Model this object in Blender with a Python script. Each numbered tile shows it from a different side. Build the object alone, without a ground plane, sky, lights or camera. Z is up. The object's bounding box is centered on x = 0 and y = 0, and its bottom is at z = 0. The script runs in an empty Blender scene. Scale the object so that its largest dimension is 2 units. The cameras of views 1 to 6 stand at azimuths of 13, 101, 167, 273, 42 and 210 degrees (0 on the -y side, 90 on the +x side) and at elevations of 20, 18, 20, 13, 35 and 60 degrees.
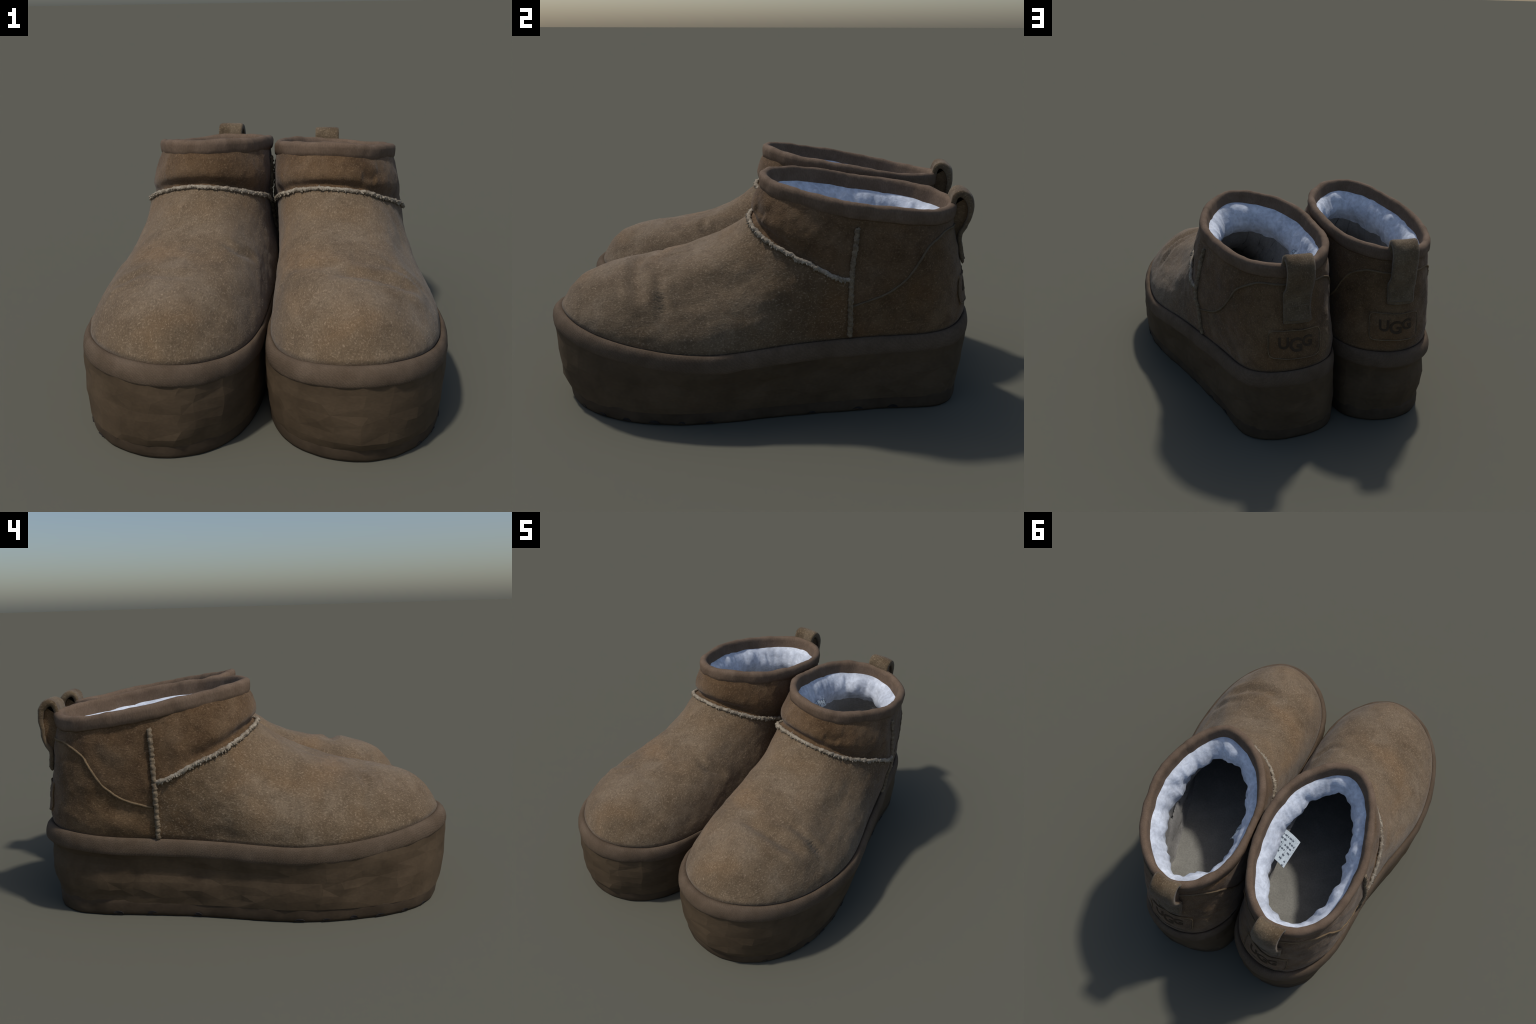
"""A pair of brown suede platform ankle boots with fleece lining, standing side by side."""
import bpy, bmesh, math, random
import numpy as np
from mathutils import Vector, noise
from mathutils.bvhtree import BVHTree

random.seed(7)
rng = np.random.default_rng(7)
NT = 320                      # columns round a boot; stations are every NT/16 columns
LAT, HEEL, MED = 100, 160, 220  # columns of outer side seam, heel, inner side seam

# ----------------------------------------------------------------------------------------------
#  shape data: four closed guide curves per boot, 16 stations each, toe first, round the outer side
#  crease = upper meets welt, seam = edge of the vamp / belt of the heel, collar = rim, ground = sole
# ----------------------------------------------------------------------------------------------
BOOTS = [
    dict(
        side=1, base=(0.27, 0.03, 0.0), seed=3.0,
        crease=[(0.459, -0.851, 0.43), (0.674, -0.66, 0.401), (0.738, -0.37, 0.359), (0.713, -0.071, 0.342),
                (0.606, 0.207, 0.362), (0.493, 0.486, 0.373), (0.399, 0.701, 0.366), (0.293, 0.913, 0.376),
                (0.072, 0.976, 0.405), (-0.094, 0.858, 0.402), (-0.130, 0.655, 0.387), (-0.073, 0.452, 0.375),
                (-0.014, 0.141, 0.362), (0.018, -0.168, 0.357), (0.047, -0.476, 0.36), (0.176, -0.757, 0.389)],
        seam=[(0.308, 0.01, 0.834), (0.415, 0.06, 0.805), (0.484, 0.151, 0.763), (0.522, 0.259, 0.722),
              (0.542, 0.372, 0.679), (0.532, 0.487, 0.638), (0.426, 0.703, 0.64), (0.295, 0.898, 0.64),
              (0.081, 0.946, 0.64), (-0.074, 0.843, 0.64), (-0.12, 0.654, 0.64), (-0.085, 0.369, 0.680),
              (-0.06, 0.244, 0.72), (-0.021, 0.136, 0.766), (0.06, 0.056, 0.809), (0.179, 0.011, 0.835)],
        collar=[(0.294, 0.07, 1.037), (0.377, 0.122, 1.02), (0.429, 0.209, 1.005), (0.463, 0.304, 0.99),
                (0.478, 0.403, 0.972), (0.472, 0.504, 0.957), (0.407, 0.687, 0.93), (0.282, 0.837, 0.905),
                (0.099, 0.893, 0.907), (-0.044, 0.794, 0.926), (-0.101, 0.626, 0.945), (-0.09, 0.448, 0.965),
                (-0.064, 0.334, 0.984), (-0.009, 0.229, 1.005), (0.071, 0.142, 1.023), (0.176, 0.085, 1.035)],
        ground=[(0.456, -0.832), (0.690, -0.653), (0.753, -0.353), (0.690, -0.058), (0.574, 0.22), (0.47, 0.5),
                (0.40, 0.710), (0.318, 0.917), (0.099, 0.962), (-0.108, 0.863), (-0.133, 0.658), (-0.071, 0.44),
                (-0.012, 0.129), (0.018, -0.178), (0.045, -0.482), (0.172, -0.758)],
        overhang=[.045, .038, .034, .032, .03, .028, .03, .032, .024, .02, .012, .012, .012, .012, .02, .038],
        tab_x=0.104, patch_x=0.111, patch_z=0.525, heel_wave=0.0, waist_wave=.3, tab_drop=0.0,
        wrinkles=[([(0.11, -0.38, 0.58), (0.159, -0.409, 0.604), (0.236, -0.436, 0.623), (0.321, -0.434, 0.637), (0.37, -0.42, 0.64)], .010, .020),
                  ([(0.28, -0.475, 0.628), (0.362, -0.489, 0.629), (0.452, -0.485, 0.621), (0.552, -0.455, 0.59), (0.654, -0.38, 0.521)], .022, .030),
                  ([(0.47, -0.37, 0.635), (0.55, -0.345, 0.61), (0.605, -0.322, 0.571), (0.652, -0.3, 0.522), (0.69, -0.27, 0.46)], .013, .022),
                  ([(0.36, 0.05, 0.89), (0.394, 0.068, 0.882), (0.43, 0.10, 0.86)], .014, .028)],
        label=((-0.030, 0.39, 0.815), (.048, .01, -.060), (.0, .11, 0.0)),
    ),
    dict(
        side=-1, base=(-0.37, -0.04, 0.0), seed=11.0,
        crease=[(-0.284, -0.962, 0.418), (-0.556, -0.846, 0.409), (-0.704, -0.579, 0.372), (-0.748, -0.276, 0.353),
                (-0.708, 0.031, 0.366), (-0.689, 0.34, 0.381), (-0.690, 0.568, 0.393), (-0.620, 0.784, 0.408),
                (-0.428, 0.894, 0.41), (-0.226, 0.815, 0.413), (-0.148, 0.634, 0.41), (-0.089, 0.411, 0.40),
                (-0.033, 0.11, 0.385), (-0.005, -0.195, 0.375), (0.009, -0.498, 0.374), (-0.057, -0.795, 0.388)],
        seam=[(-0.35, -0.095, 0.851), (-0.48, -0.072, 0.83), (-0.586, -0.002, 0.786), (-0.659, 0.1, 0.736),
              (-0.701, 0.218, 0.685), (-0.713, 0.342, 0.633), (-0.702, 0.570, 0.64), (-0.618, 0.782, 0.64),
              (-0.434, 0.873, 0.64), (-0.262, 0.796, 0.64), (-0.162, 0.622, 0.64), (-0.115, 0.341, 0.680),
              (-0.10, 0.213, 0.736), (-0.111, 0.106, 0.771), (-0.161, 0.011, 0.809), (-0.243, -0.061, 0.839)],
        collar=[(-0.374, -0.051, 1.055), (-0.477, -0.021, 1.046), (-0.548, 0.06, 1.031), (-0.596, 0.156, 1.013),
                (-0.636, 0.256, 0.995), (-0.665, 0.359, 0.975), (-0.668, 0.55, 0.942), (-0.602, 0.73, 0.921),
                (-0.44, 0.822, 0.93), (-0.274, 0.749, 0.942), (-0.176, 0.586, 0.969), (-0.134, 0.4, 1.001),
                (-0.132, 0.289, 1.018), (-0.151, 0.18, 1.029), (-0.2, 0.079, 1.041), (-0.274, -0.004, 1.052)],
        ground=[(-0.315, -0.957), (-0.597, -0.838), (-0.728, -0.556), (-0.758, -0.253), (-0.712, 0.051),
                (-0.678, 0.355), (-0.668, 0.575), (-0.612, 0.788), (-0.423, 0.888), (-0.215, 0.815), (-0.15, 0.62),
                (-0.086, 0.397), (-0.032, 0.1), (-0.005, -0.199), (0.008, -0.505), (-0.062, -0.808)],
        overhang=[.044, .037, .033, .030, .028, .026, .026, .032, .042, .03, .012, .012, .012, .012, .018, .036],
        tab_x=-0.441, patch_x=-0.42, patch_z=0.535, heel_wave=1.0, waist_wave=1.0, tab_drop=0.03,
        wrinkles=[([(-0.64, -0.55, 0.50), (-0.597, -0.582, 0.548), (-0.543, -0.600, 0.579), (-0.498, -0.590, 0.607), (-0.44, -0.58, 0.62)], .012, .024),
                  ([(-0.46, -0.585, 0.615), (-0.40, -0.600, 0.621), (-0.343, -0.615, 0.626), (-0.288, -0.618, 0.624), (-0.23, -0.61, 0.61)], .009, .020),
                  ([(-0.21, -0.36, 0.675), (-0.179, -0.343, 0.663), (-0.124, -0.332, 0.626), (-0.09, -0.281, 0.595), (-0.06, -0.25, 0.56)], .012, .022)],
        label=((-0.192, 0.30, 0.765), (-.105, .015, -.030), (.0, .17, 0.0)),
    ),
]

# profiles from crease to seam at the stations toe .. side seam: height reached (0..1) at each way across
ACROSS = [0, .012, .035, .075, .13, .21, .31, .43, .56, .70, .85, 1]
RISE = [
    [0, .042, .128, .238, .332, .405, .455, .49, .533, .61, .755, 1],
    [0, .050, .111, .182, .258, .342, .420, .486, .561, .665, .80, 1],
    [0, .048, .096, .148, .203, .276, .358, .434, .512, .612, .765, 1],
    [0, .036, .080, .131, .182, .244, .314, .400, .502, .626, .785, 1],
    [0, .037, .087, .147, .207, .272, .338, .412, .503, .625, .79, 1],
    ACROSS,
]
# the instep ridge sits towards the inner side: fuller there, flatter outside
OUTER_TRIM = [0, 0, 0, -.003, -.008, -.016, -.025, -.033, -.040, -.042, -.024, 0]
INNER_FILL = [0, 0, 0, 0, .004, .010, .018, .028, .036, .036, .022, 0]
TRIM_AT = [.1, .75, 1, .2, 0, 0]
FRONTNESS = [1, 1, 1, .95, .5, 0]


# ----------------------------------------------------------------------------------------------
#  small tools
# ----------------------------------------------------------------------------------------------
def periodic_spline(pts, n=NT):
    """Smooth closed curve through evenly indexed control points."""
    p = np.array(pts, float)
    m = len(p)
    a = np.zeros((m, m))
    for i in range(m):
        a[i, (i - 1) % m] += 1; a[i, i] += 4; a[i, (i + 1) % m] += 1
    d = np.linalg.solve(a, 3 * (np.roll(p, -1, 0) - np.roll(p, 1, 0)))
    t = np.arange(n) / n * m
    k = t.astype(int) % m
    f = (t - np.floor(t))[:, None] if p.ndim > 1 else t - np.floor(t)
    k2 = (k + 1) % m
    return ((2 * f**3 - 3 * f**2 + 1) * p[k] + (f**3 - 2 * f**2 + f) * d[k]
            + (-2 * f**3 + 3 * f**2) * p[k2] + (f**3 - f**2) * d[k2])


def open_spline(pts, n):
    """Catmull-Rom through open control points, evenly spaced by arc length."""
    p = np.array(pts, float)
    q = np.vstack([2 * p[0] - p[1], p, 2 * p[-1] - p[-2]])
    out = []
    for i in range(1, len(q) - 2):
        for f in np.linspace(0, 1, 24, endpoint=False):
            out.append(.5 * (2 * q[i] + (q[i + 1] - q[i - 1]) * f + (2 * q[i - 1] - 5 * q[i] + 4 * q[i + 1] - q[i + 2]) * f**2
                             + (3 * q[i] - q[i - 1] - 3 * q[i + 1] + q[i + 2]) * f**3))
    out.append(p[-1])
    out = np.array(out)
    s = np.r_[0, np.cumsum(np.linalg.norm(np.diff(out, axis=0), axis=1))]
    x = np.linspace(0, s[-1], n)
    return np.stack([np.interp(x, s, out[:, a]) for a in range(p.shape[1])], 1)


def ring_normal(r):
    """Horizontal outward normal of a closed ring."""
    d = np.roll(r, -1, 0) - np.roll(r, 1, 0)
    n = np.stack([-d[:, 1], d[:, 0]], 1)
    n /= np.linalg.norm(n, axis=1)[:, None] + 1e-9
    c = r[:, :2].mean(0)
    if ((r[:, :2] - c) * n).sum() < 0:
        n = -n
    return np.c_[n, np.zeros(len(n))]


def grid_normals(g):
    du = np.gradient(g, axis=0)
    dt = np.roll(g, -1, 1) - np.roll(g, 1, 1)
    n = np.cross(dt, du)
    n /= np.linalg.norm(n, axis=2)[:, :, None] + 1e-9
    return n


def fbm(p, scale, seed, octaves=3):
    v = Vector((p[0] * scale + seed, p[1] * scale - seed, p[2] * scale + seed * .5))
    return noise.fractal(v, 1.0, 2.0, octaves)


def bump_field(g, scale, seed, octaves=3):
    flat = g.reshape(-1, 3)
    return np.array([fbm(p, scale, seed, octaves) for p in flat]).reshape(g.shape[:-1])


class Boot:
    pass


def add_mesh(name, verts, faces, mat, boot, parent=None, smooth=True, normals=None, stuff=False):
    me = bpy.data.meshes.new(name)
    base = boot.base
    me.from_pydata([tuple(np.asarray(v) - base) for v in verts], [], [tuple(f) for f in faces])
    me.validate()
    me.polygons.foreach_set("use_smooth", [smooth] * len(me.polygons))
    me.materials.append(mat)
    if normals is not None:
        me.normals_split_custom_set_from_vertices([tuple(n) for n in normals])
    ob = bpy.data.objects.new(name, me)
    bpy.context.scene.collection.objects.link(ob)
    ob.parent = parent if parent is not None else boot.empty
    if stuff:
        ob["kind"] = "stuff"
    return ob


def grid_faces(nu, nt, closed=True, flip=False):
    f = []
    for i in range(nu - 1):
        for j in range(nt if closed else nt - 1):
            k = (j + 1) % nt
            q = (i * nt + j, i * nt + k, (i + 1) * nt + k, (i + 1) * nt + j)
            f.append(q[::-1] if flip else q)
    return f


def tube(path, radius, sides=8, closed=False, up=None, twist=0.0):
    """Verts and faces of a tube; radius may be an array (len(path), sides) for lumps."""
    p = np.asarray(path, float)
    n = len(p)
    t = np.gradient(p, axis=0)
    t /= np.linalg.norm(t, axis=1)[:, None] + 1e-9
    ref = np.asarray(up, float) if up is not None else np.tile([0, 0, 1.0], (n, 1))
    a = ref - (ref * t).sum(1)[:, None] * t
    a /= np.linalg.norm(a, axis=1)[:, None] + 1e-9
    b = np.cross(t, a)
    ang = np.arange(sides) / sides * 2 * math.pi
    r = np.broadcast_to(np.asarray(radius, float).reshape((-1, 1)) if np.ndim(radius) == 1 else radius, (n, sides))
    v = p[:, None] + r[:, :, None] * (np.cos(ang)[None, :, None] * a[:, None] + np.sin(ang)[None, :, None] * b[:, None])
    f = grid_faces(n, sides)
    vv = v.reshape(-1, 3)
    f += [tuple(range(sides))[::-1], tuple(range((n - 1) * sides, n * sides))]
    return vv, f


# ----------------------------------------------------------------------------------------------
#  materials
# ----------------------------------------------------------------------------------------------
def new_mat(name):
    m = bpy.data.materials.new(name)
    m.use_nodes = True
    nt = m.node_tree
    b = nt.nodes["Principled BSDF"]
    b.inputs["Roughness"].default_value = .95
    b.inputs["Specular IOR Level"].default_value = .15
    return m, nt, b


def node(nt, kind, **kw):
    n = nt.nodes.new(kind)
    for k, v in kw.items():
        if k in n.inputs:
            n.inputs[k].default_value = v
        else:
            setattr(n, k, v)
    return n


def noise_tex(nt, scale, detail=3.0, rough=.55, dist=0.0, vec=None):
    n = node(nt, "ShaderNodeTexNoise")
    n.inputs["Scale"].default_value = scale
    n.inputs["Detail"].default_value = detail
    n.inputs["Roughness"].default_value = rough
    n.inputs["Distortion"].default_value = dist
    if vec is not None:
        nt.links.new(vec, n.inputs["Vector"])
    return n


def ramp(nt, src, stops):
    r = node(nt, "ShaderNodeValToRGB")
    e = r.color_ramp.elements
    while len(e) < len(stops):
        e.new(.5)
    for el, (p, c) in zip(e, stops):
        el.position = p
        el.color = (*c, 1) if len(c) == 3 else c
    nt.links.new(src, r.inputs["Fac"])
    return r


def mix(nt, fac, a, b, blend="MIX"):
    m = node(nt, "ShaderNodeMix", data_type="RGBA", blend_type=blend)
    if isinstance(fac, (int, float)):
        m.inputs[0].default_value = fac
    else:
        nt.links.new(fac, m.inputs[0])
    for sock, val in ((6, a), (7, b)):
        if isinstance(val, tuple):
            m.inputs[sock].default_value = (*val, 1)
        else:
            nt.links.new(val, m.inputs[sock])
    return m.outputs[2]


def scaled(nt, k):
    return tuple(k)


def suede(name, dark, mid, pale, warm, nap=.5, grain=172, bump=.5, scuffs=.45, rear=None):
    m, nt, b = new_mat(name)
    co = node(nt, "ShaderNodeTexCoord").outputs["Object"]
    patches = noise_tex(nt, 5.0, 4, .6, .4, co)
    base = ramp(nt, patches.outputs["Fac"], [(.33, dark), (.5, mid), (.68, pale)]).outputs["Color"]
    rust = noise_tex(nt, 3.1, 3, .5, .3, co)
    rmask = ramp(nt, rust.outputs["Fac"], [(.52, (0, 0, 0)), (.78, (1, 1, 1))]).outputs["Color"]
    c = mix(nt, rmask, base, warm)
    scuff = noise_tex(nt, 17, 5, .7, .6, co)
    smask = ramp(nt, scuff.outputs["Fac"], [(.34, (.62, .60, .58)), (.5, (1, 1, 1)), (.68, (1.22, 1.22, 1.22))]).outputs["Color"]
    c = mix(nt, scuffs, c, mix(nt, 1.0, c, smask, "MULTIPLY"))
    if rear is not None:
        # the colour turns darker and browner towards the side seams
        sep = node(nt, "ShaderNodeSeparateXYZ"); nt.links.new(co, sep.inputs[0])
        edge = noise_tex(nt, 6, 4, .6, .5, co)
        mad = node(nt, "ShaderNodeMath", operation="MULTIPLY_ADD"); mad.inputs[1].default_value = .55
        nt.links.new(edge.outputs["Fac"], mad.inputs[0]); nt.links.new(sep.outputs["Y"], mad.inputs[2])
        rear_mask = ramp(nt, mad.outputs[0], [(.26, (0, 0, 0)), (.62, (1, 1, 1))]).outputs["Color"]
        c = mix(nt, rear_mask, c, mix(nt, 1.0, c, rear, "MULTIPLY"))
    # short pale fibres of the nap, brushed in changing directions
    warp = noise_tex(nt, 9, 2, .5, 0, co)
    vec = node(nt, "ShaderNodeVectorMath", operation="MULTIPLY_ADD")
    nt.links.new(warp.outputs["Color"], vec.inputs[0])
    vec.inputs[1].default_value = (.05, .05, .05)
    nt.links.new(co, vec.inputs[2])
    mp = node(nt, "ShaderNodeMapping")
    mp.inputs["Scale"].default_value = (1.0, .55, .85)
    nt.links.new(vec.outputs[0], mp.inputs["Vector"])
    fib = noise_tex(nt, grain, 4, .7, .25, mp.outputs[0])
    hi = ramp(nt, fib.outputs["Fac"], [(.54, (0, 0, 0)), (.74, (1, 1, 1))]).outputs["Color"]
    lo = ramp(nt, fib.outputs["Fac"], [(.30, (1, 1, 1)), (.47, (0, 0, 0))]).outputs["Color"]
    hin = node(nt, "ShaderNodeMath", operation="MULTIPLY"); hin.inputs[1].default_value = nap
    nt.links.new(hi, hin.inputs[0])
    lon = node(nt, "ShaderNodeMath", operation="MULTIPLY"); lon.inputs[1].default_value = nap * .8
    nt.links.new(lo, lon.inputs[0])
    c = mix(nt, hin.outputs[0], c, tuple(min(1, x * 2.0 + .02) for x in pale))
    c = mix(nt, lon.outputs[0], c, tuple(x * .62 for x in dark))
    nt.links.new(c, b.inputs["Base Color"])
    bp = node(nt, "ShaderNodeBump"); bp.inputs["Strength"].default_value = bump; bp.inputs["Distance"].default_value = .006
    nt.links.new(fib.outputs["Fac"], bp.inputs["Height"])
    nt.links.new(bp.outputs[0], b.inputs["Normal"])
    b.inputs["Sheen Weight"].default_value = .12
    b.inputs["Sheen Roughness"].default_value = .5
    return m


def plain(name, dark, pale, scale=20, fine=150, bump=.15, rough=.9, stretch=(1, 1, 1), fine_amt=.25):
    m, nt, b = new_mat(name)
    b.inputs["Roughness"].default_value = rough
    co = node(nt, "ShaderNodeTexCoord").outputs["Object"]
    n1 = noise_tex(nt, scale, 4, .6, .3, co)
    c = ramp(nt, n1.outputs["Fac"], [(.32, dark), (.68, pale)]).outputs["Color"]
    mp = node(nt, "ShaderNodeMapping"); mp.inputs["Scale"].default_value = stretch
    nt.links.new(co, mp.inputs["Vector"])
    n2 = noise_tex(nt, fine, 3, .6, .2, mp.outputs[0])
    f = ramp(nt, n2.outputs["Fac"], [(.35, (.55, .55, .55)), (.65, (1.4, 1.4, 1.4))]).outputs["Color"]
    c = mix(nt, fine_amt, c, mix(nt, 1.0, c, f, "MULTIPLY"))
    nt.links.new(c, b.inputs["Base Color"])
    bp = node(nt, "ShaderNodeBump"); bp.inputs["Strength"].default_value = bump; bp.inputs["Distance"].default_value = .004
    nt.links.new(n2.outputs["Fac"], bp.inputs["Height"])
    nt.links.new(bp.outputs[0], b.inputs["Normal"])
    return m


def ribbed(name, dark, pale):
    """Woven band: fine slanted cords."""
    m, nt, b = new_mat(name)
    co = node(nt, "ShaderNodeTexCoord").outputs["Object"]
    w = node(nt, "ShaderNodeTexWave"); w.wave_type = "BANDS"; w.bands_direction = "DIAGONAL"
    w.inputs["Scale"].default_value = 46; w.inputs["Distortion"].default_value = 7
    w.inputs["Detail"].default_value = 2; w.inputs["Detail Scale"].default_value = 3
    nt.links.new(co, w.inputs["Vector"])
    n1 = noise_tex(nt, 9, 4, .6, .3, co)
    c = ramp(nt, n1.outputs["Fac"], [(.32, dark), (.68, pale)]).outputs["Color"]
    f = ramp(nt, w.outputs["Fac"], [(.2, (.72, .72, .72)), (.8, (1.18, 1.18, 1.18))]).outputs["Color"]
    c = mix(nt, .32, c, mix(nt, 1.0, c, f, "MULTIPLY"))
    nt.links.new(c, b.inputs["Base Color"])
    bp = node(nt, "ShaderNodeBump"); bp.inputs["Strength"].default_value = .2; bp.inputs["Distance"].default_value = .004
    nt.links.new(w.outputs["Fac"], bp.inputs["Height"])
    nt.links.new(bp.outputs[0], b.inputs["Normal"])
    return m


M = {}
M["vamp"] = suede("vamp_suede", (.122, .084, .049), (.150, .106, .064), (.176, .130, .084), (.178, .112, .058), nap=.78, rear=(.80, .70, .58))
M["panel"] = suede("panel_suede", (.088, .051, .024), (.116, .070, .035), (.144, .093, .052), (.132, .072, .032), nap=.6, scuffs=.6)
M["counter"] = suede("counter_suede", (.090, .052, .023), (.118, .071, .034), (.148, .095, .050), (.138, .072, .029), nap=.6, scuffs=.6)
M["tab"] = suede("tab_suede", (.085, .059, .033), (.120, .085, .049), (.160, .119, .074), (.120, .076, .039), nap=.6, grain=170)
M["binding"] = plain("binding_leather", (.118, .080, .053), (.164, .115, .080), 12, 170, .2, .85, (1, 1, .5))
M["welt"] = ribbed("welt_band", (.090, .063, .041), (.124, .090, .062))
M["sole"] = plain("sole_rubber", (.070, .048, .028), (.104, .072, .043), 6, 60, .1, .8, (1, 1, 2), .15)
M["outsole"] = plain("outsole_rubber", (.046, .032, .020), (.074, .052, .033), 8, 60, .1, .8, (1, 1, 2), .15)
M["tread"] = plain("tread_rubber", (.020, .018, .018), (.035, .030, .028), 12, 60, .1, .8)
M["cord"] = plain("seam_fringe", (.17, .135, .095), (.36, .315, .245), 45, 200, .4, .95, (1, 1, 1), .5)
M["side_cord"] = plain("side_seam_fringe", (.12, .088, .056), (.24, .19, .13), 40, 200, .4, .95, (1, 1, 1), .5)
M["thread"] = plain("counter_piping", (.12, .085, .05), (.19, .132, .074), 14, 200, .3, .9)
M["dull_thread"] = plain("dull_piping", (.105, .076, .046), (.165, .122, .078), 14, 200, .3, .9)
M["lining"] = plain("fleece", (.47, .51, .58), (.71, .76, .84), 7, 45, .6, 1.0, (1, 1, 1), .3)
M["sock"] = plain("grey_lower_lining", (.24, .235, .225), (.31, .30, .285), 9, 90, .4, 1.0)  # lower stretch of the lining wall, in a darker grey
M["insole"] = plain("insole_felt", (.20, .195, .175), (.25, .245, .22), 8, 120, .3, 1.0)
M["letter"] = plain("stamped_letter", (.048, .032, .019), (.068, .046, .028), 30, 150, .2, .9)
M["label"] = plain("label_cloth", (.42, .49, .53), (.54, .61, .65), 20, 150, .1, .8)
M["ink"] = plain("label_ink", (.08, .10, .13), (.13, .15, .18), 30, 100, .1, .8)


# ----------------------------------------------------------------------------------------------
#  surface of the upper
# ----------------------------------------------------------------------------------------------
NK, NS = 46, 26   # rows crease->seam, seam->collar


def per_station(values, n=NT):
    """Spread values given for stations 0..5 (mirrored) smoothly round the boot."""
    v = np.array([values[min(j % 16, 16 - j % 16, 5)] for j in range(17)], float)
    i = np.arange(n) / n * 16
    k = i.astype(int); f = i - k; f = f * f * (3 - 2 * f)
    if v.ndim > 1: f = f[:, None]
    return v[k] * (1 - f) + v[k + 1] * f


def build_upper(b):
    K, S, C = b.K, b.S, b.C
    nK, nS, nC = ring_normal(K), ring_normal(S), ring_normal(C)
    prof = []
    for trim in (OUTER_TRIM, INNER_FILL):
        curves = [open_spline(np.c_[ACROSS, np.array(r) + k * np.array(trim)], NK) for r, k in zip(RISE, TRIM_AT)]
        prof.append(per_station(np.array(curves).reshape(6, -1)).reshape(NT, NK, 2))
    prof = np.concatenate([prof[0][:HEEL], prof[1][HEEL:]])
    front = per_station(FRONTNESS)
    rows = []
    for i in range(NK):
        h, z = prof[:, i, 0], prof[:, i, 1]
        r = K + (S - K) * h[:, None]
        r[:, 2] = K[:, 2] + (S[:, 2] - K[:, 2]) * z
        # rounded tuck just above the welt on the straight walls
        tuck = (1 - front) * .008 * math.sin(math.pi * min(1, i / (NK - 1) / .5))
        r += nK * tuck[:, None]
        rows.append(r)
    # shaft panels set in behind the raw vamp edge, then up to the binding
    front = np.clip(front + .15, 0, 1)
    top = C + nC * (.008 + .010 * front)[:, None]; top[:, 2] = C[:, 2] - .058
    nn = nS
    for i in range(1, NS + 1):
        v = i / NS
        r = S + (top - S) * v
        inset = -.028 * front * math.exp(-((v - .10) / .16)**2) * min(1, v / .06)
        swell = (-.001 + .014 * front) * math.sin(math.pi * v)
        r = r + nn * (inset + swell)[:, None]
        rows.append(r)
    top2 = C + nC * .006; top2[:, 2] = C[:, 2] - .035
    rows.append(top2)
    g = np.array(rows)
    # the heel wall runs through without a break
    soft = g.copy()
    for _ in range(30):
        soft[2:-2] = (soft[1:-3] + 2 * soft[2:-2] + soft[3:-1]) / 4
    wback = np.clip(1.15 - front, 0, 1)[None, :, None]
    g = g * (1 - wback) + soft * wback
    # tuck under the welt
    low = K - nK * .012; low[:, 2] = K[:, 2] - .03
    g = np.concatenate([low[None], g], 0)
    n = grid_normals(g)
    if (n[NK // 2] * nK).sum() < 0:
        n = -n; b.flip = True
    else:
        b.flip = False
    # gentle unevenness of worn suede
    env = np.ones(g.shape[0]); env[:3] = [0, .1, .5]; env[-4:] = [.4, .2, .1, 0]
    d = bump_field(g, 5.0, b.seed, 2) * .0055 + bump_field(g, 15.0, b.seed + 5, 3) * .0032
    back = np.zeros(NT); back[LAT - 20:MED + 20] = 1
    d += bump_field(g, 8.0, b.seed + 9, 3) * .005 * np.convolve(back, np.ones(30) / 30, 'same')[None]
    d *= env[:, None]
    for pts, depth, width in b.wrinkles:
        line = open_spline(pts, 200)
        q = g.reshape(-1, 3)
        dist = np.full(len(q), 9.0); along = np.zeros(len(q))
        for k, p in enumerate(line):
            e = np.linalg.norm(q - p, axis=1)
            m = e < dist
            dist[m] = e[m]; along[m] = k / 199
        fade = np.clip(np.sin(np.pi * np.clip(along, .0, 1)) * 1.6, 0, 1)
        groove = -depth * np.exp(-(dist / width)**2) + .35 * depth * np.exp(-((dist - 1.9 * width) / width)**2)
        d += (groove * fade).reshape(d.shape) * env[:, None]
    g = g + n * d[:, :, None]
    n = grid_normals(g)
    if b.flip:
        n = -n
    b.g, b.n = g, n
    return g, n


def make_upper_parts(b):
    g, n = b.g, b.n
    nu = g.shape[0]
    flat, nf = g.reshape(-1, 3), n.reshape(-1, 3)
    seam_row = NK  # first row is the tuck
    regions = {}
    cc = b.counter_row
    for i in range(nu - 1):
        for j in range(NT):
            k = (j + 1) % NT
            back = LAT <= j < MED
            if not back:
                name = "vamp" if i < seam_row else "ankle_panel"
            else:
                name = "heel_counter" if i < cc[j] else "heel_panel"
            q = (i * NT + j, i * NT + k, (i + 1) * NT + k, (i + 1) * NT + j)
            regions.setdefault(name, []).append(q[::-1] if b.flip else q)
    mats = dict(vamp="vamp", ankle_panel="panel", heel_panel="panel", heel_counter="counter")
    for name, faces in regions.items():
        idx = sorted({i for f in faces for i in f})
        mp = {v: k for k, v in enumerate(idx)}
        add_mesh(name, flat[idx], [tuple(mp[i] for i in f) for f in faces], M[mats[name]], b, normals=nf[idx])
    b.bvh = BVHTree.FromPolygons([tuple(p) for p in flat], grid_faces(nu, NT, flip=b.flip))


def on_surface(b, pts, lift):
    out, ns = [], []
    for p in pts:
        loc, nor, _, _ = b.bvh.find_nearest(Vector(p))
        nor = np.array(nor)
        ns.append(nor); out.append(np.array(loc) + nor * lift)
    return np.array(out), np.array(ns)


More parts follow.
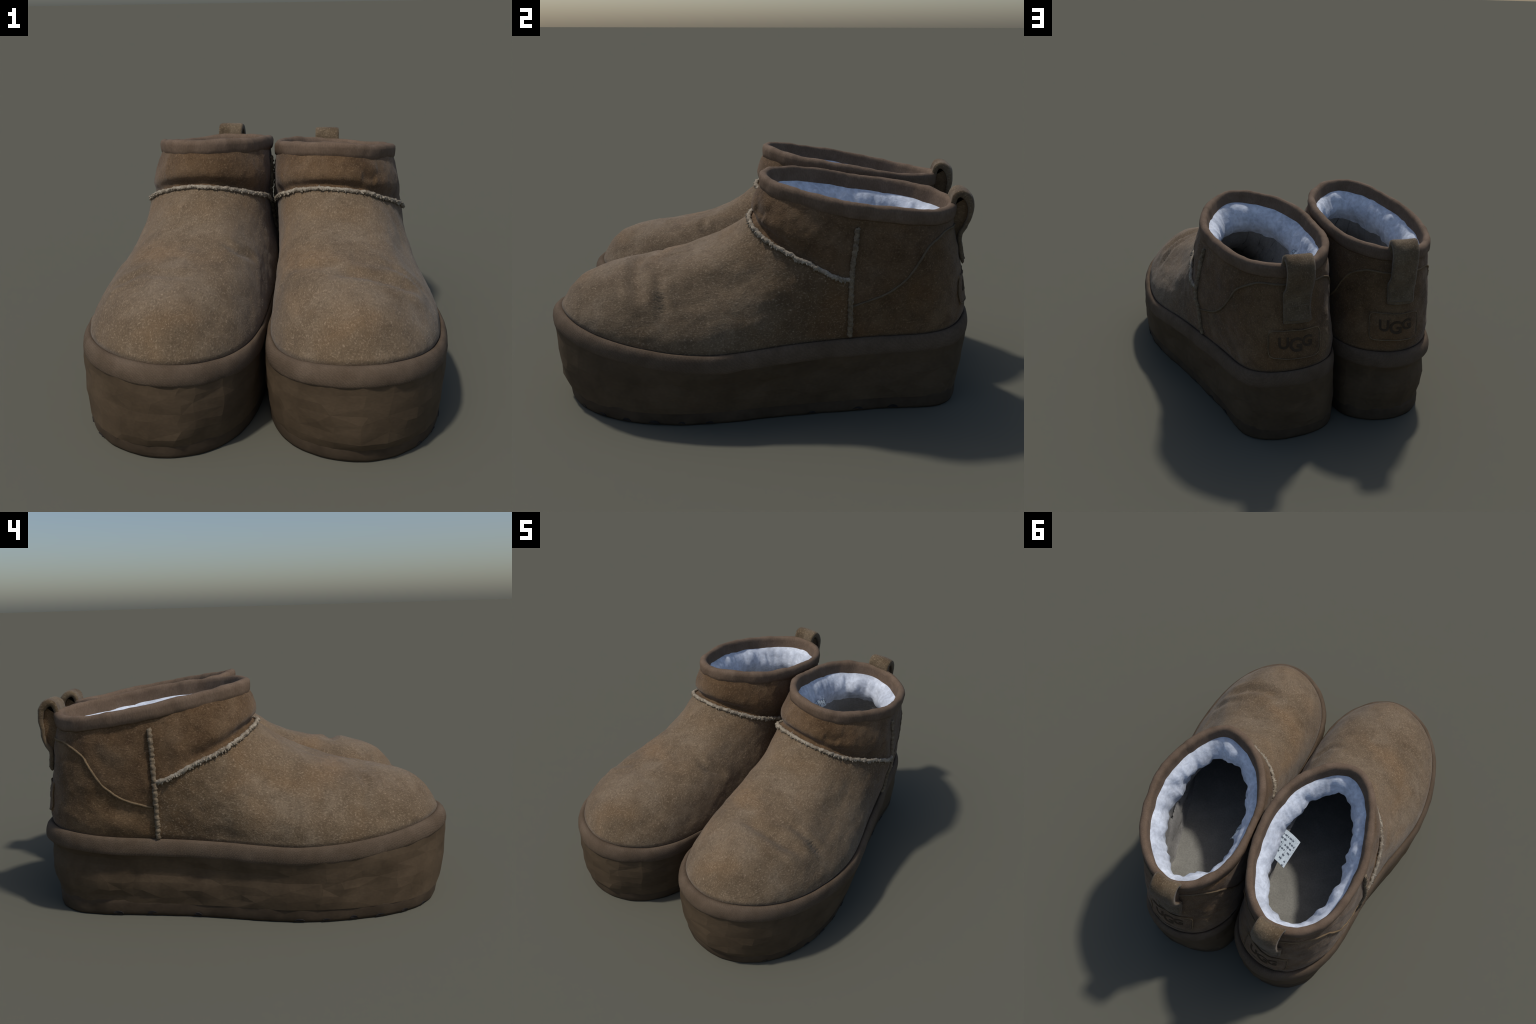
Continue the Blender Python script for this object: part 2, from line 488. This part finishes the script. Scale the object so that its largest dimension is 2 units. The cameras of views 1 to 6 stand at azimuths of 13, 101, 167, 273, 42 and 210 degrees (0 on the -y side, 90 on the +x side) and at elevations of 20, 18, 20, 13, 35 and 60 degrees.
# ----------------------------------------------------------------------------------------------
#  other parts
# ----------------------------------------------------------------------------------------------
def soften_facets(me, k):
    """Shade between smooth and faceted."""
    vn = [v.normal.copy() for v in me.vertices]
    out = []
    for p in me.polygons:
        for li in p.loop_indices:
            n = vn[me.loops[li].vertex_index] * (1 - k) + p.normal * k
            out.append(tuple(n.normalized()))
    me.normals_split_custom_set(out)


def make_sole(b):
    K, G = b.K, b.G
    nK, nG = ring_normal(K), ring_normal(G)
    ov = b.ov[:, None]
    med = b.medial[:, None]
    # welt: rounded woven band round the foot
    rows = []
    for o, dz in [(-.02, -.028), (-.004, -.010), (.22, -.004), (.48, -.006), (.74, -.017), (.92, -.034), (1.0, -.052),
                  (.985, -.068), (.93, -.076), (.80, -.082)]:
        r = K + nK * (ov * o if o > 0 else o); r[:, 2] = K[:, 2] + dz
        rows.append(r)
    g = np.array(rows)
    g += nK[None] * (bump_field(g, 11, b.seed + 20, 2) * .003)[:, :, None]
    add_mesh("welt", g.reshape(-1, 3), grid_faces(len(rows), NT, flip=not b.flip_ring), M["welt"], b)
    # midsole wall, coarse and slightly faceted as on the original
    W = K + nK * ov * .93; W[:, 2] = K[:, 2] - .072
    low = G.copy(); low[:, 2] = .075
    dirn = ring_normal((W + G) / 2)
    rows = []
    NL = 8
    lev = np.linspace(0, 1, NL)
    base = G + nG * (.0035 + b.toe_bulge)[:, None]
    for v in lev:
        r = base + (W - base) * (v**b.flare)[:, None]
        r = r + dirn * (.004 * math.sin(math.pi * min(1, v * 1.1)) * (1 - med * .8))
        r = r + dirn * (b.heel_wave * (-.026 * math.exp(-((v - .82) / .14)**2) - .010 * math.exp(-((v - .12) / .15)**2))
                        + b.waist_wave * (-.022 * math.exp(-((v - .62) / .22)**2) - .001 * math.exp(-(v / .12)**2)))[:, None]
        r[:, 2] = .058 + (W[:, 2] - .058) * v
        rows.append(r)
    g = np.array(rows)
    # pieces of coarse random facets
    cols = 64
    cx = np.sort((np.arange(cols) + rng.uniform(-.35, .35, cols)) / cols * NT)
    coarse = []
    for i in range(NL):
        idx = (cx + rng.uniform(-.8, .8, cols)) % NT
        k = idx.astype(int); f = (idx - k)[:, None]
        coarse.append(g[i, k] * (1 - f) + g[i, (k + 1) % NT] * f)
    g2 = np.array(coarse)
    dd = np.array([dirn[(cx.astype(int)) % NT]] * NL)
    wob = rng.uniform(-1, 1, g2.shape[:2]) * .0038
    big = bump_field(g2, 6, b.seed + 31, 2) * .008
    env = np.ones(NL); env[0] = .3; env[-1] = .2
    g2 = g2 + dd * ((wob + big) * env[:, None])[:, :, None]
    g2[1:-1, :, 2] += rng.uniform(-.006, .006, g2[1:-1].shape[:2])
    faces = []
    for i in range(NL - 1):
        for j in range(cols):
            k = (j + 1) % cols
            a, c, d_, e = i * cols + j, i * cols + k, (i + 1) * cols + k, (i + 1) * cols + j
            tri = [(a, c, d_), (a, d_, e)] if (i + j) % 2 else [(a, c, e), (c, d_, e)]
            faces += tri if b.flip_ring is False else [t[::-1] for t in tri]
    ob = add_mesh("midsole", g2.reshape(-1, 3), faces, M["sole"], b)
    soften_facets(ob.data, .45)
    # outsole layer down to the ground with rounded edge and bottom
    rows = []
    for o, z in [(-.014, .085), (-.001, .074), (.002, .055), (.001, .030), (.001, .012), (-.003, .001), (-.06, 0.0)]:
        r = G + nG * (o + b.toe_bulge * min(1, z / .06))[:, None]
        r[:, 2] = z
        rows.append(r)
    ax = b.axis_points(G, .16)
    r = G + (ax - G) * .55; r[:, 2] = .004; rows.append(r)
    r = ax.copy(); r[:, 2] = .006; rows.append(r)
    g = np.array(rows)
    rise = b.toe_rise[:, None]
    g[:, :, 2] += rise[:, 0][None] * np.clip(1 - g[:, :, 2] / .09, 0, 1)
    g[:6] += nG[None] * (bump_field(g[:6], 14, b.seed + 40, 2) * .003)[:, :, None]
    add_mesh("outsole", g.reshape(-1, 3), grid_faces(len(rows), NT, flip=not b.flip_ring), M["outsole"], b)
    # tread lugs showing as dark bites along the lower outer edge near the toe
    for j in list(range(18, 62, 8)) + list(range(88, 130, 15)):
        w = rng.uniform(.016, .026); hgt = rng.uniform(.012, .02)
        p = G[j]; t = G[(j + 2) % NT] - G[(j - 2) % NT]; t /= np.linalg.norm(t); nn_ = nG[j]
        vs, fs = [], []
        m_ = 9
        for k in range(m_ + 1):
            a = math.pi * k / m_
            for o in (-.02, .0045):
                vs.append(p + t * w * math.cos(a) + nn_ * (o - .007 * (math.sin(a) < .3)) + np.array([0, 0, .004 + b.toe_rise[j] + hgt * math.sin(a)]))
        for k in range(m_):
            fs.append((2 * k, 2 * k + 2, 2 * k + 3, 2 * k + 1))
        fs.append(tuple(range(1, 2 * m_ + 2, 2)))
        add_mesh("tread_lug", vs, fs, M["tread"], b, smooth=False)


def make_binding(b):
    C = b.C; nC = ring_normal(C)
    rows = []
    for o, dz in [(.006, -.062), (.0130, -.064), (.0180, -.058), (.0200, -.042), (.0210, -.020), (.0185, -.006), (.008, .002),
                  (-.006, .003), (-.016, -.004), (-.020, -.018), (-.023, -.045), (-.029, -.080), (-.04, -.110)]:
        r = C + nC * o; r[:, 2] = C[:, 2] + dz
        rows.append(r)
    g = np.array(rows)
    n = grid_normals(g)
    if b.flip: n = -n
    g = g + n * (bump_field(g, 13, b.seed + 50, 3) * .0045)[:, :, None]
    add_mesh("binding", g.reshape(-1, 3), grid_faces(len(rows), NT, flip=b.flip), M["binding"], b)


def make_lining(b):
    C, K = b.C, b.K; nC = ring_normal(C)
    rows = []
    for o, dz in [(-.020, -.060), (-.034, -.068), (-.050, -.082), (-.064, -.105), (-.074, -.13), (-.082, -.16)]:
        r = C + nC * o; r[:, 2] = C[:, 2] + dz
        rows.append(r)
    # follow the inside of the upper down to the insole
    g, n = b.g, b.n
    thickness = (.102 - .026 * np.exp(-((np.arange(NT) - HEEL) / 45.0)**2))[:, None]
    down = [g[i] - n[i] * thickness for i in range(NK - 3, 3, -3)]
    for f in (.25, .5, .75):
        rows.append(rows[5] * (1 - f) + down[0] * f)
    split = 7
    rows += down
    r = K - ring_normal(K) * (thickness + .008); r[:, 2] = b.insole_z - .01; rows.append(r)
    gg = np.array(rows)
    nn = grid_normals(gg)
    s = 1 if (nn[8] * ring_normal(C)).sum() > 0 else -1
    fl = (np.abs(bump_field(gg, 6, b.seed + 60, 3)) - .25) * .040 + bump_field(gg, 26, b.seed + 61, 2) * .006
    env = np.clip(np.arange(len(rows)) / 3, 0, 1); env[split + 1:] = .35; env[-2:] = .1
    gg = gg - nn * s * ((fl + .003) * env[:, None])[:, :, None]
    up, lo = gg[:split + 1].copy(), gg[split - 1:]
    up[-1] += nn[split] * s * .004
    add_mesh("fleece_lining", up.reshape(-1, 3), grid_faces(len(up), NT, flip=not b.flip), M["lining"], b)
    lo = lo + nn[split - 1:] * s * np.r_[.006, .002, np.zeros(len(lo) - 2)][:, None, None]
    add_mesh("grey_lower_lining", lo.reshape(-1, 3), grid_faces(len(lo), NT, flip=not b.flip), M["sock"], b)
    # insole
    rows = []
    ax = b.axis_points(K, .22)
    for f in (0, .25, .5, .75, 1.0):
        e = K - ring_normal(K) * .075
        r = e + (ax - e) * f; r[:, 2] = b.insole_z - .015 * math.sin(math.pi / 2 * f) + .012 * (f == 0)
        rows.append(r)
    g = np.array(rows)
    g[:, :, 2] += bump_field(g, 9, b.seed + 70, 2) * .004
    add_mesh("insole", g.reshape(-1, 3), grid_faces(len(rows), NT, flip=b.flip), M["insole"], b)


def make_fringe(name, b, path, ns, radius, mat, length, step, lean):
    """A raw shearling edge: lumpy cord plus short tufts."""
    n = len(path)
    sides = 8
    ph = np.arange(n)[:, None] * .9 + np.arange(sides)[None] * (2 * math.pi / sides)
    lump = radius * (1 + .14 * np.sin(ph) + .15 * rng.uniform(-1, 1, (n, 1)) + .12 * rng.uniform(-1, 1, (n, sides)))
    v, f = tube(path, lump, sides, up=ns)
    vs, fs = [v], list(f)
    cnt = len(v)
    t = np.gradient(path, axis=0); t /= np.linalg.norm(t, axis=1)[:, None]
    for i in np.arange(1, n - 1, step):
        i = int(i)
        for _ in range(2):
            side = np.cross(ns[i], t[i])
            if (side[2] > 0 and abs(side[2]) > .3) or (abs(side[2]) <= .3 and rng.uniform() > .5): side = -side
            d = side * lean * rng.uniform(.7, 1.1) + ns[i] * rng.uniform(.1, .6) + t[i] * (.45 + rng.uniform(-.35, .35))
            d /= np.linalg.norm(d)
            r0 = radius * rng.uniform(.38, .58); L = length * rng.uniform(.6, 1.25)
            a = np.cross(d, [.31, .52, .79]); a /= np.linalg.norm(a); c = np.cross(d, a)
            o = path[i] + t[i] * rng.uniform(-.006, .006) + side * radius * rng.uniform(-.7, .1)
            ring0 = [o + r0 * (math.cos(q) * a + math.sin(q) * c) for q in np.arange(5) * 2 * math.pi / 5]
            ring1 = [o + d * L * .65 + r0 * .75 * (math.cos(q) * a + math.sin(q) * c) for q in np.arange(5) * 2 * math.pi / 5]
            tip = [o + d * L]
            vs.append(np.array(ring0 + ring1 + tip))
            for q in range(5):
                w = (q + 1) % 5
                fs.append((cnt + q, cnt + w, cnt + 5 + w, cnt + 5 + q))
                fs.append((cnt + 5 + q, cnt + 5 + w, cnt + 10))
            cnt += 11
    return add_mesh(name, np.vstack(vs), fs, mat, b, stuff=True)


def make_seams(b):
    g, n = b.g, b.n
    # raw edge of the vamp, from inner to outer side seam through the front
    js = [(j % NT) for j in range(MED - NT, LAT + 1)]
    row = NK
    p = g[row, js] + n[row, js] * .004
    p = open_spline(p[::4], 210); 
    p, ns = on_surface(b, p, .0055)
    make_fringe("vamp_fringe", b, p, ns, .0100, M["cord"], .0185, 1, 1.0)
    # side seams
    for col in (LAT, MED):
        p = g[2:NK + NS - 1, col]
        p = open_spline(p[::6], 120)
        p, ns = on_surface(b, p, .005)
        make_fringe("side_seam", b, p, ns, .0112, M["side_cord"], .0130, 1, .8)
    # edge of the heel counter
    cols = np.arange(LAT + 1, MED)
    p = []
    for j in cols:
        c = b.counter_curve[j - LAT]
        i = int(c); f = c - i
        p.append(g[i, j] * (1 - f) + g[i + 1, j] * f)
    p = open_spline(np.array(p)[::4], 160)
    p, ns = on_surface(b, p, .001)
    r = .0056 * (1 + .25 * rng.uniform(-1, 1, (160, 6)))
    v, f = tube(p, r, 6, up=ns)
    add_mesh("counter_piping", v, f, M["thread" if b.side < 0 else "dull_thread"], b)


class HeelMap:
    """(s, z) -> point and normal on the back of the boot; s is arc length from the centre line."""
    def __init__(self, b, x0):
        self.cols = np.arange(HEEL - 46, HEEL + 47)
        g = b.g[1:, self.cols]
        self.zs = np.linspace(.36, .90, 55)
        self.P = np.zeros((len(self.zs), len(self.cols), 3))
        for c in range(len(self.cols)):
            o = np.argsort(g[:, c, 2])
            for a in range(2):
                self.P[:, c, a] = np.interp(self.zs, g[o, c, 2], g[o, c, a])
            self.P[:, c, 2] = self.zs
        d = np.linalg.norm(np.diff(self.P, axis=1), axis=2)
        self.S = np.concatenate([np.zeros((len(self.zs), 1)), np.cumsum(d, 1)], 1)
        for k in range(len(self.zs)):
            o = np.argsort(self.P[k, :, 0])
            self.S[k] -= np.interp(x0, self.P[k, o, 0], self.S[k, o])
        # make +s run towards -x (left to right when seen from behind)
        self.sign = 1 if self.P[10, -1, 0] < self.P[10, 0, 0] else -1

    def __call__(self, s, z):
        zc = min(max(z, self.zs[0]), self.zs[-1] - 1e-4)
        k = (zc - self.zs[0]) / (self.zs[1] - self.zs[0]); i = int(k); f = k - i
        def at(row, s):
            ss, P = self.S[row] * self.sign, self.P[row]
            if self.sign < 0: ss, P = ss[::-1], P[::-1]
            return np.array([np.interp(s, ss, P[:, a]) for a in range(3)])
        p = at(i, s) * (1 - f) + at(i + 1, s) * f
        t = at(i, s + .02) - at(i, s - .02)
        t = t / np.linalg.norm(t)
        up = at(min(i + 3, len(self.zs) - 1), s) - at(max(i - 3, 0), s); up /= np.linalg.norm(up)
        n = np.cross(t, up)
        if n[1] < 0: n = -n
        p = p.copy(); p[2] = z
        return p, n


def make_heel_details(b):
    hm = HeelMap(b, b.tab_x)
    # pull tab: strap sewn low on the heel, standing off, folded over the rim
    zc = b.C[HEEL, 2]
    dr = b.tab_drop
    path = [(.003, zc - .270), (.010, zc - .263), (.010, zc - .24), (.011, zc - .195 - dr * .3), (.013, zc - .165 - dr * .6), (.024, zc - .138 - dr),
            (.048, zc - .108 - dr), (.067, zc - .070 - dr * .6), (.072, zc - .028), (.063, zc + .010), (.043, zc + .034), (.021, zc + .041),
            (.003, zc + .030), (-.006, zc + .005), (-.010, zc - .03)]
    pl = open_spline(path, 60)
    d = np.gradient(pl, axis=0); d /= np.linalg.norm(d, axis=1)[:, None]
    nrm = np.stack([d[:, 1], -d[:, 0]], 1)   # outward of the strap in (off, z)
    if nrm[10, 0] < 0: nrm = -nrm
    w = .067
    ss = np.linspace(-w, w, 13)
    mid_n = hm(0, zc - .15)[1] * np.array([1, 1, 0]); mid_n /= np.linalg.norm(mid_n)
    def surf(off, z, s, th, nv):
        p, n = hm(s, min(z, zc - .085))
        nh = np.array([n[0], n[1], 0]); nh /= np.linalg.norm(nh)
        k = min(1, max(0, (off - .012) / .03)) if z < zc - .02 else 1
        nh = nh * (1 - k) + mid_n * k; nh /= np.linalg.norm(nh)
        q = p + nh * (off + nv[0] * th)
        q[2] = z + nv[1] * th
        return q
    vs = []
    for side in (1, -1):
        for k, (off, z) in enumerate(pl):
            for s in ss:
                edge = .004 * (abs(s) > w * .95)
                jit = .0025 * fbm((off * 3 + s, z, b.seed), 30, 2, 2)
                thick = .0105 + .007 * math.exp(-((k - 44) / 9.0)**2)
                vs.append(surf(off + jit, z, s, (thick - edge) * side, nrm[k]))
    nu, nv_ = len(pl), len(ss)
    f = []
    for sd in range(2):
        f0 = grid_faces(nu, nv_, closed=False, flip=sd == 1)
        f += [tuple(i + sd * nu * nv_ for i in q) for q in f0]
    o = nu * nv_
    for k in range(nu - 1):
        a = k * nv_; c = (k + 1) * nv_
        f.append((a, c, c + o, a + o)); a += nv_ - 1; c += nv_ - 1
        f.append((c, a, a + o, c + o))
    for k in range(nv_ - 1):
        f.append((k + 1, k, k + o, k + 1 + o)); e = (nu - 1) * nv_ + k
        f.append((e, e + 1, e + 1 + o, e + o))
    tab = add_mesh("pull_tab", vs, f, M["tab"], b)
    bm = bmesh.new(); bm.from_mesh(tab.data); bmesh.ops.recalc_face_normals(bm, faces=bm.faces); bm.to_mesh(tab.data); bm.free()
    # stitched box at the lower end
    box = []
    for k in range(61):
        a = k / 60 * 2 * math.pi
        cx, cy = math.cos(a), math.sin(a)
        q = (abs(cx)**9 + abs(cy)**9) ** (-1 / 9)
        p, n = hm(cx * q * w * .82, zc - .230 + cy * q * .033)
        box.append(p + n * .0195)
    v_, f_ = tube(np.array(box), .0028 * (1 + .4 * rng.uniform(-1, 1, (61, 5))), 5, up=np.array([hm(0, zc - .24)[1]] * 61))
    add_mesh("tab_stitching", v_, f_, M["dull_thread"], b, parent=tab)
    # closed sides inside the loop
    vs, f = [], []
    idx = [k for k in range(nu) if pl[k, 0] > .012 and pl[k, 1] < zc + .03]
    for sd in (-1, 1):
        o = len(vs)
        for k in idx:
            off, z = pl[k]
            zz = min(z, zc - .012)
            vs.append(surf(off, z, sd * w * .72, 0, (0, 0)))
            vs.append(surf(-.004, zz, sd * w * .72, 0, (0, 0)))
        f += [(o + 2 * i, o + 2 * i + 2, o + 2 * i + 3, o + 2 * i + 1) for i in range(len(idx) - 1)]
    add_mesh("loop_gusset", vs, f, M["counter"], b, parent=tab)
    # heel patch with stamped lettering
    hp = HeelMap(b, b.patch_x)
    pw, ph = .135, .072
    def patch_point(x, y, lift):
        p, n = hp(x, b.patch_z + y)
        return p + n * lift
    nx, ny = 41, 23
    vs = []
    for j in range(ny):
        for i in range(nx):
            fx, fy = i / (nx - 1) * 2 - 1, j / (ny - 1) * 2 - 1
            e = max(abs(fx) ** 14, abs(fy) ** 10)
            x = fx * pw + .003 * fbm((fy, 1, b.seed), 4, 1, 2) * (abs(fx) > .9)
            y = fy * ph + .003 * fbm((fx * 2, 2, b.seed), 4, 1, 2) * (abs(fy) > .9)
            ridge = .0025 * math.exp(-((max(abs(fx) * pw - pw + .008, abs(fy) * ph - ph + .008)) / .006)**2)
            vs.append(patch_point(x, y, .0070 * (1 - e) - .003 * e + ridge))
    patch = add_mesh("heel_patch", vs, grid_faces(ny, nx, closed=False), M["counter"], b)
    bm = bmesh.new(); bm.from_mesh(patch.data)
    cen = sum((f_.normal for f_ in bm.faces), Vector())
    if cen.y < 0: bmesh.ops.reverse_faces(bm, faces=bm.faces)
    bm.to_mesh(patch.data); bm.free()
    loop = []
    for k in range(96):
        a = k / 96 * 2 * math.pi
        cx, cy = math.cos(a), math.sin(a)
        q = (abs(cx)**7 + abs(cy)**7) ** (-1 / 7)
        loop.append(patch_point(cx * q * (pw - .004), cy * q * (ph - .004), .0062))
    loop.append(loop[0])
    v_, f_ = tube(np.array(loop), .0026 * (1 + .4 * rng.uniform(-1, 1, (97, 5))), 5, up=np.array([hp(0, b.patch_z)[1]] * 97))
    add_mesh("patch_edge", v_, f_, M["thread"], b, parent=patch)
    for ch, size, x, y in (("U", .078, -.058, -.018), ("G", .092, .000, -.032), ("G", .074, .056, -.012)):
        cu = bpy.data.curves.new("glyph", "FONT"); cu.body = ch; cu.size = size; cu.align_x = "CENTER"
        cu.extrude = .002; cu.offset = .0022; cu.resolution_u = 4
        tmp = bpy.data.objects.new("glyph", cu); bpy.context.scene.collection.objects.link(tmp)
        dg = bpy.context.evaluated_depsgraph_get()
        me = bpy.data.meshes.new_from_object(tmp.evaluated_get(dg))
        bm = bmesh.new(); bm.from_mesh(me); bmesh.ops.triangulate(bm, faces=bm.faces)
        vv = [patch_point(v.co.x + x, v.co.y + y, .0080 + v.co.z * .4) for v in bm.verts]
        bm.verts.index_update()
        ff = [tuple(v.index for v in f_.verts) for f_ in bm.faces]
        bm.free()
        bpy.data.objects.remove(tmp); bpy.data.meshes.remove(me); bpy.data.curves.remove(cu)
        add_mesh("letter", vv, ff, M["letter"], b, parent=patch, smooth=False)


def make_label(b):
    """Cloth care label hanging from the inner wall."""
    o, e1, e2 = (np.array(v) for v in b.label)
    nrm = np.cross(e1, e2); nrm /= np.linalg.norm(nrm)
    if nrm[2] < 0: nrm = -nrm
    nx, ny = 9, 13
    vs = []
    for side in (1, -1):
        for j in range(ny):
            for i in range(nx):
                u, v = i / (nx - 1), j / (ny - 1)
                p = o + e1 * u + e2 * v + nrm * (.010 * math.sin(u * 3) + .003 * math.sin(v * 7) + side * .0012)
                vs.append(p)
    f = grid_faces(ny, nx, closed=False)
    f += [tuple(i + nx * ny for i in q[::-1]) for q in f]
    lab = add_mesh("care_label", vs, f, M["label"], b)
    vs, fs = [], []
    def bar(u0, v0, u1, v1):
        for side in (1, -1):
            k = len(vs)
            for u, v in ((u0, v0), (u1, v0), (u1, v1), (u0, v1)):
                vs.append(o + e1 * u + e2 * v + nrm * (.010 * math.sin(u * 3) + .003 * math.sin(v * 7) + side * .0026))
            fs.append((k, k + 1, k + 2, k + 3))
    for v in np.linspace(.1, .92, 7):
        bar(.06, v, .94, v + .008)
        u = .08
        while u < .85:
            L = rng.uniform(.04, .16)
            if rng.uniform() > .25: bar(u, v + .035, min(u + L, .93), v + .085)
            u += L + .04
    for u in (.3, .62):
        bar(u, .1, u + .012, .92)
    add_mesh("label_print", vs, fs, M["ink"], b, parent=lab, smooth=False, stuff=True)


# ----------------------------------------------------------------------------------------------
#  assemble
# ----------------------------------------------------------------------------------------------
def build(spec):
    b = Boot()
    b.base = np.array(spec["base"]); b.seed = spec["seed"]; b.side = spec["side"]
    b.tab_x, b.patch_x, b.patch_z, b.tab_drop = spec["tab_x"], spec["patch_x"], spec["patch_z"], spec["tab_drop"]
    b.K = periodic_spline(spec["crease"]); b.S = periodic_spline(spec["seam"]); b.C = periodic_spline(spec["collar"])
    G = periodic_spline(spec["ground"]); b.G = np.c_[G, np.zeros(NT)]
    b.ov = periodic_spline(np.array(spec["overhang"])[:, None])[:, 0]
    b.medial = np.clip((.03 - b.ov) / .018, 0, 1)
    b.wrinkles = spec.get("wrinkles", [])
    b.insole_z = .39
    j = np.arange(NT)
    b.toe_rise = np.zeros(NT)
    b.toe_bulge = .007 * np.exp(-(np.minimum(j, NT - j) / 34.0)**2)
    b.heel_wave = spec['heel_wave'] * np.exp(-((j - 138) / 34.0)**2)
    b.waist_wave = spec['waist_wave'] * np.exp(-((j - 92) / 42.0)**2)
    b.flare = .95 - .5 * np.exp(-(np.minimum(j, NT - j) / 40.0)**2)
    toe, heel = b.G[0, :2], b.G[HEEL, :2]
    axd = (heel - toe) / np.linalg.norm(heel - toe); L = np.linalg.norm(heel - toe)

    def axis_points(r, inset):
        s = np.clip((r[:, :2] - toe) @ axd, inset * 1.4, L - inset)
        # centre between the two sides at that length
        half = {}
        q = (r[:, :2] - toe) @ axd
        c = []
        perp = np.array([-axd[1], axd[0]])
        w = (r[:, :2] - toe) @ perp
        ia = np.argsort(q[:HEEL]); ib = np.argsort(q[HEEL:])
        wa = np.interp(s, q[:HEEL][ia], w[:HEEL][ia]); wb = np.interp(s, q[HEEL:][ib], w[HEEL:][ib])
        m = (wa + wb) / 2
        p = toe + s[:, None] * axd + m[:, None] * perp
        return np.c_[p, np.zeros(len(p))]
    b.axis_points = axis_points
    e = bpy.data.objects.new("platform_boot", None)
    e.location = spec["base"]; e.empty_display_size = .2
    bpy.context.scene.collection.objects.link(e)
    e["label"] = "brown suede platform ankle boot with white fleece lining"
    e["category"] = "boot"
    b.empty = e
    # line of the heel counter edge, in rows, from outer to inner side seam
    n = MED - LAT
    f = np.abs(np.linspace(-1, 1, n + 1))          # 1 at the side seams, 0 at the heel
    zz = np.interp(f, [0, .3, .43, .52, .58, .65, .73, .8, .9, 1], [.805, .81, .78, .742, .69, .63, .582, .556, .535, .52])
    build_upper(b)
    b.counter_curve = np.zeros(n + 1)
    for k in range(n + 1):
        col = b.g[1:, LAT + k, 2]
        b.counter_curve[k] = 1 + np.interp(zz[k], col, np.arange(len(col)))
    cr = np.zeros(NT, int); cr[LAT:MED] = np.round(b.counter_curve[:n]).astype(int)
    b.counter_row = cr
    # ring orientation: which way round the stations run
    r = b.K[:, :2]
    area = np.sum(r[:, 0] * np.roll(r[:, 1], -1) - r[:, 1] * np.roll(r[:, 0], -1))
    b.flip_ring = area < 0
    b.flip = b.flip_ring
    make_upper_parts(b)
    make_sole(b)
    make_binding(b)
    make_lining(b)
    make_seams(b)
    make_heel_details(b)
    if "label" in spec:
        b.label = spec["label"]
        make_label(b)
    return b


built = [build(s) for s in BOOTS]
